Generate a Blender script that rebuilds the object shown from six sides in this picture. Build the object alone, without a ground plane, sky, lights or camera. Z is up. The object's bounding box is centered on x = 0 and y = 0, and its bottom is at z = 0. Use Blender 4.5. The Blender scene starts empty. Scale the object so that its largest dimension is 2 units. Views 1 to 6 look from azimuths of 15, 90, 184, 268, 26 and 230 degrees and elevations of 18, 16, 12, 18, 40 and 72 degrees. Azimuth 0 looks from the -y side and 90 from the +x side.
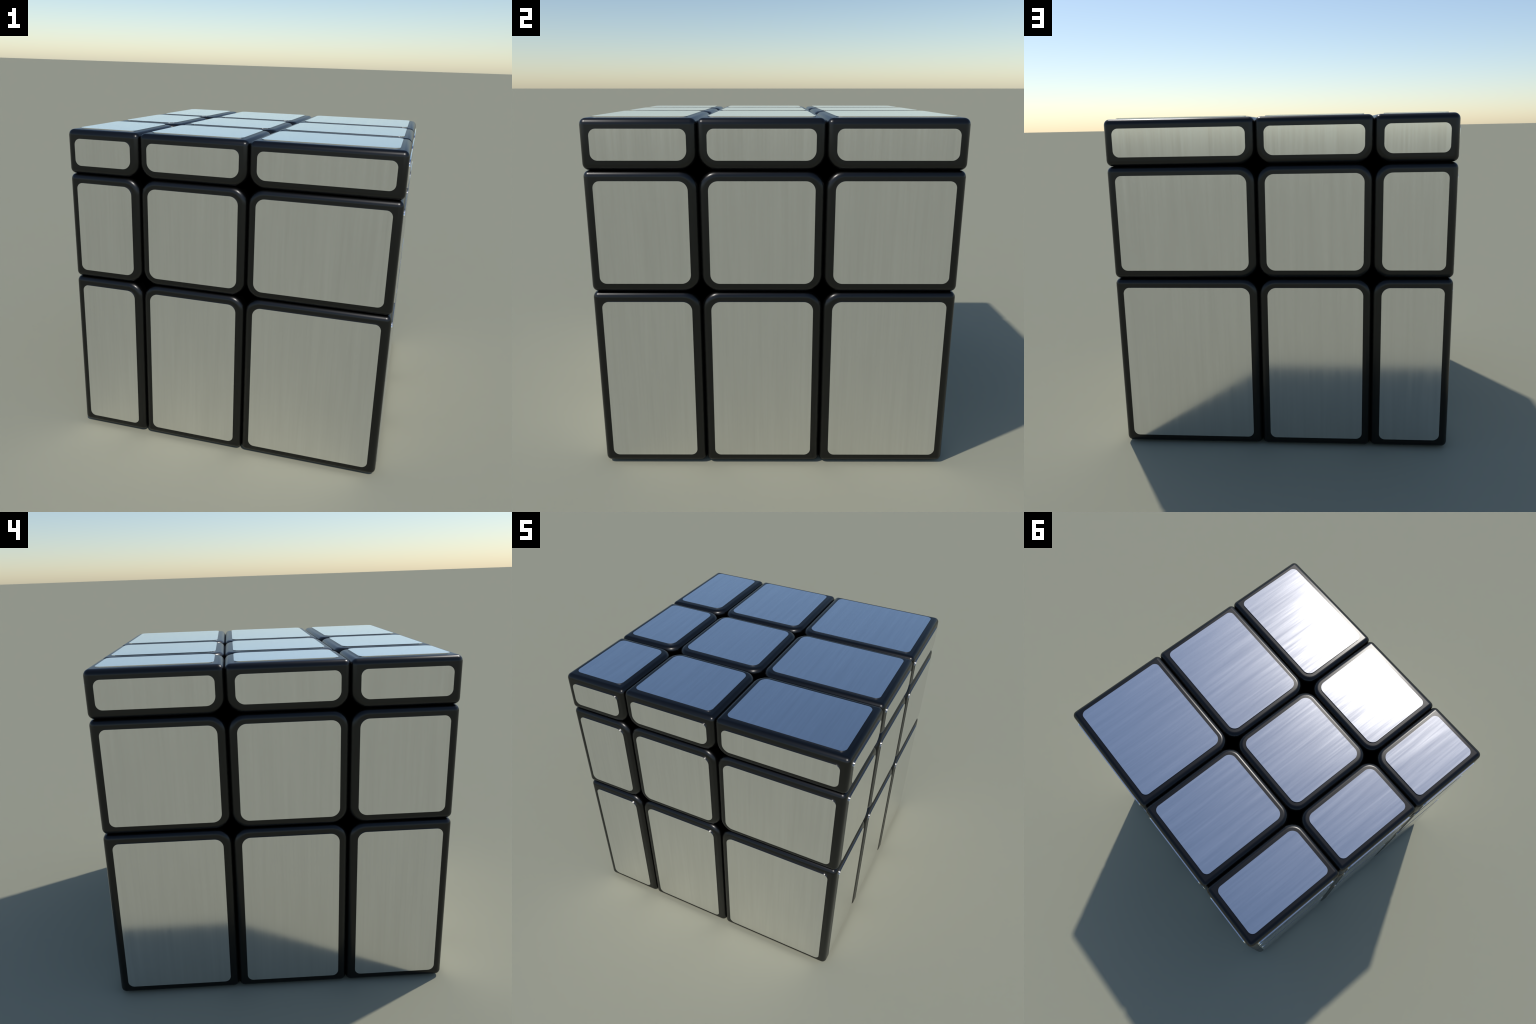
"""Mirror-style 3x3x3 twisty puzzle cube: 26 black plastic pieces of unequal
size, each visible face carrying a raised plate of brushed silver foil."""
import bpy, bmesh, math
from mathutils import Vector, Matrix

# ---------------------------------------------------------------- dimensions
HALF = 1.0            # sticker surface, measured from the cube's centre
FACE = 0.9934         # plastic face plane
CENTRE_Z = 1.0
CUTS = (              # where the slices cut each axis (centred coordinates)
    (-FACE, -0.5300, 0.1322, FACE),    # x
    (-FACE, -0.3970, 0.2645, FACE),    # y
    (-FACE, 0.0672, 0.7285, FACE),     # z
)
GAP = 0.0003          # each inner face stands back this much from the cut
CROWN = 0.4           # share of the rounding's slope that creeps into the flats
FILLET = 0.0335        # rounding of all edges round the outer faces
INNER_RADIUS = 0.098  # rounding of edges between two inner faces
STICKER_MARGIN = 0.0525
STICKER_R_OUTER = 0.036
STICKER_R_INNER = 0.051

# ----------------------------------------------------------------- materials
def ramp(nodes, pts):
    r = nodes.new("ShaderNodeValToRGB")
    e = r.color_ramp.elements
    e[0].position, e[0].color = pts[0][0], (*pts[0][1], 1)
    e[1].position, e[1].color = pts[-1][0], (*pts[-1][1], 1)
    for p, c in pts[1:-1]:
        n = e.new(p)
        n.color = (*c, 1)
    return r


def inside_material():
    """Black stripped of all sheen, keeping sun glints out of slits and holes."""
    m = bpy.data.materials.new("matte_black_inside")
    m.use_nodes = True
    b = m.node_tree.nodes["Principled BSDF"]
    b.inputs["Base Color"].default_value = (0.0004, 0.0004, 0.0004, 1)
    b.inputs["Roughness"].default_value = 1.0
    b.inputs["Specular IOR Level"].default_value = 0.0
    return m


def plastic_material():
    m = bpy.data.materials.new("black_plastic")
    m.use_nodes = True
    nt = m.node_tree
    b = nt.nodes["Principled BSDF"]
    b.inputs["Base Color"].default_value = (0.0004, 0.0004, 0.0004, 1)
    b.inputs["Roughness"].default_value = 0.30
    b.inputs["Specular IOR Level"].default_value = 0.5
    return m


def foil_material(name, grain_axis):
    """Brushed silver; the brush lines run along grain_axis."""
    m = bpy.data.materials.new(name)
    m.use_nodes = True
    nt = m.node_tree
    N, L = nt.nodes, nt.links
    b = N["Principled BSDF"]
    b.inputs["Metallic"].default_value = 1.0

    coord = N.new("ShaderNodeTexCoord")
    info = N.new("ShaderNodeObjectInfo")
    shift = N.new("ShaderNodeMath"); shift.operation = "MULTIPLY"
    shift.inputs[1].default_value = 7.3
    L.new(info.outputs["Random"], shift.inputs[0])
    add = N.new("ShaderNodeVectorMath"); add.operation = "ADD"
    L.new(coord.outputs["Object"], add.inputs[0])
    L.new(shift.outputs[0], add.inputs[1])

    def streaks(across, along, detail):
        mp = N.new("ShaderNodeMapping")
        s = [across] * 3
        s[grain_axis] = along
        mp.inputs["Scale"].default_value = s
        L.new(add.outputs[0], mp.inputs["Vector"])
        t = N.new("ShaderNodeTexNoise")
        t.inputs["Scale"].default_value = 1.0
        t.inputs["Detail"].default_value = detail
        t.inputs["Roughness"].default_value = 0.6
        L.new(mp.outputs[0], t.inputs["Vector"])
        return t.outputs["Fac"]

    wide, fine = streaks(30, 1.3, 2.5), streaks(75, 2.2, 2)
    mix = N.new("ShaderNodeMix"); mix.data_type = "FLOAT"
    mix.inputs[0].default_value = 0.40
    L.new(wide, mix.inputs[2]); L.new(fine, mix.inputs[3])
    brush = mix.outputs[0]

    colour = ramp(N, [(0.30, (0.795, 0.795, 0.795)), (0.70, (0.87, 0.87, 0.87))])
    L.new(brush, colour.inputs[0]); L.new(colour.outputs[0], b.inputs["Base Color"])
    rough = N.new("ShaderNodeMapRange")
    rough.inputs["From Min"].default_value = 0.3
    rough.inputs["From Max"].default_value = 0.7
    rough.inputs["To Min"].default_value = 0.120
    rough.inputs["To Max"].default_value = 0.170
    L.new(brush, rough.inputs["Value"]); L.new(rough.outputs[0], b.inputs["Roughness"])
    return m


PLASTIC = plastic_material()
INSIDE = inside_material()
FOIL_UPRIGHT = foil_material("brushed_foil_upright", 2)
FOIL_FLAT = foil_material("brushed_foil_flat", 1)

# ------------------------------------------------------------------- builders
def blend_normals(me):
    """Roundings run tangentially into the flats: a vertex that touches a flat
    (an axis-aligned face) leans towards that flat's normal, so the flats shade
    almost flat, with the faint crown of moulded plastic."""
    normals = [v.normal.copy() for v in me.vertices]
    biggest = [0.0] * len(me.vertices)
    for p in me.polygons:
        if max(abs(c) for c in p.normal) > 0.99999:
            for v in p.vertices:
                if p.area > biggest[v]:
                    biggest[v] = p.area
                    normals[v] = p.normal.copy()
    normals = [(n * (1 - CROWN) + v.normal * CROWN).normalized() for n, v in zip(normals, me.vertices)]
    me.normals_split_custom_set_from_vertices(normals)


def finish(bm, name, materials, blended):
    me = bpy.data.meshes.new(name)
    bmesh.ops.recalc_face_normals(bm, faces=bm.faces)
    bm.to_mesh(me)
    bm.free()
    for m in materials:
        me.materials.append(m)
    for p in me.polygons:
        p.use_smooth = True
    if blended:
        blend_normals(me)
    else:
        me.set_sharp_from_angle(angle=math.radians(35))
    ob = bpy.data.objects.new(name, me)
    bpy.context.scene.collection.objects.link(ob)
    return ob


def piece_mesh(lo, hi, outer):
    """Box lo..hi; `outer` lists (axis, sign) of faces on the cube's outside."""
    bm = bmesh.new()
    bmesh.ops.create_cube(bm, size=1.0)
    for v in bm.verts:
        v.co = Vector([hi[a] if v.co[a] > 0 else lo[a] for a in range(3)])
    bm.normal_update()

    def is_outer(f):
        return any(f.normal[a] * s > 0.9999 for a, s in outer)

    inner = [e for e in bm.edges if not any(is_outer(f) for f in e.link_faces)]
    if inner:
        bmesh.ops.bevel(bm, geom=inner, offset=INNER_RADIUS, offset_type="OFFSET",
                        segments=7, profile=0.5, affect="EDGES", clamp_overlap=False)
    bm.normal_update()
    rim = {e for f in bm.faces if is_outer(f) for e in f.edges}
    bmesh.ops.bevel(bm, geom=list(rim), offset=FILLET, offset_type="OFFSET",
                    segments=6, profile=0.5, affect="EDGES", clamp_overlap=False)
    for f in bm.faces:                # walls deeper than the rounding get the glint-free black
        c = f.calc_center_median()
        if all(FACE - s * c[a] > FILLET + 0.004 for a, s in outer):
            f.material_index = 1
    return bm


def rounded_outline(lo, hi, radii, steps=10):
    """Rounded rectangle; radii given for corners (-,-), (+,-), (+,+), (-,+)."""
    pts = []
    for (sx, sy), r, start in zip(((-1, -1), (1, -1), (1, 1), (-1, 1)), radii, (180, 270, 0, 90)):
        cx = (hi[0] - r) if sx > 0 else (lo[0] + r)
        cy = (hi[1] - r) if sy > 0 else (lo[1] + r)
        for k in range(steps + 1):
            t = math.radians(start + 90 * k / steps)
            pts.append((cx + r * math.cos(t), cy + r * math.sin(t)))
    return pts


def sticker_mesh(axis, sign, lo, hi, outer):
    """Raised plate on the outer face of a piece whose cell spans lo..hi."""
    a, b = [k for k in range(3) if k != axis]
    l = (lo[a] + STICKER_MARGIN, lo[b] + STICKER_MARGIN)
    h = (hi[a] - STICKER_MARGIN, hi[b] - STICKER_MARGIN)
    radii = []
    for sa, sb in ((-1, -1), (1, -1), (1, 1), (-1, 1)):
        at_rim = (a, sa) in outer or (b, sb) in outer
        radii.append(STICKER_R_OUTER if at_rim else STICKER_R_INNER)
    bm = bmesh.new()
    rings = []
    for depth in (FACE - 0.004, HALF):
        ring = []
        for u, v in rounded_outline(l, h, radii):
            co = [0.0, 0.0, 0.0]
            co[axis], co[a], co[b] = sign * depth, u, v
            ring.append(bm.verts.new(co))
        rings.append(ring)
    foot, top = rings
    n = len(foot)
    bm.faces.new(foot)
    bm.faces.new(top)
    for k in range(n):
        bm.faces.new((foot[k], foot[(k + 1) % n], top[(k + 1) % n], top[k]))
    return bm


# ------------------------------------------------------------------ assemble
cube = bpy.data.objects.new("puzzle_cube", None)
bpy.context.scene.collection.objects.link(cube)
cube["label"] = "black mirror puzzle cube with unequal brushed silver blocks"
cube["category"] = "puzzle cube"

KIND = {1: "centre_piece", 2: "edge_piece", 3: "corner_piece"}
for ix in range(3):
    for iy in range(3):
        for iz in range(3):
            idx = (ix, iy, iz)
            cell_lo = [CUTS[k][idx[k]] for k in range(3)]
            cell_hi = [CUTS[k][idx[k] + 1] for k in range(3)]
            outer = [(k, -1) for k in range(3) if idx[k] == 0]
            outer += [(k, 1) for k in range(3) if idx[k] == 2]
            lo = [cell_lo[k] + (0 if (k, -1) in outer else GAP) for k in range(3)]
            hi = [cell_hi[k] - (0 if (k, 1) in outer else GAP) for k in range(3)]
            if not outer:                       # the hidden mechanism
                core = finish(piece_mesh(lo, hi, []), "core", (PLASTIC, INSIDE), True)
                core.parent = cube
                core.location.z = CENTRE_Z
                continue
            piece = finish(piece_mesh(lo, hi, outer), KIND[len(outer)], (PLASTIC, INSIDE), True)
            piece.parent = cube
            piece.location.z = CENTRE_Z
            for axis, sign in outer:
                foil = FOIL_FLAT if axis == 2 else FOIL_UPRIGHT
                st = finish(sticker_mesh(axis, sign, cell_lo, cell_hi, outer), "sticker", (foil,), False)
                st.parent = piece
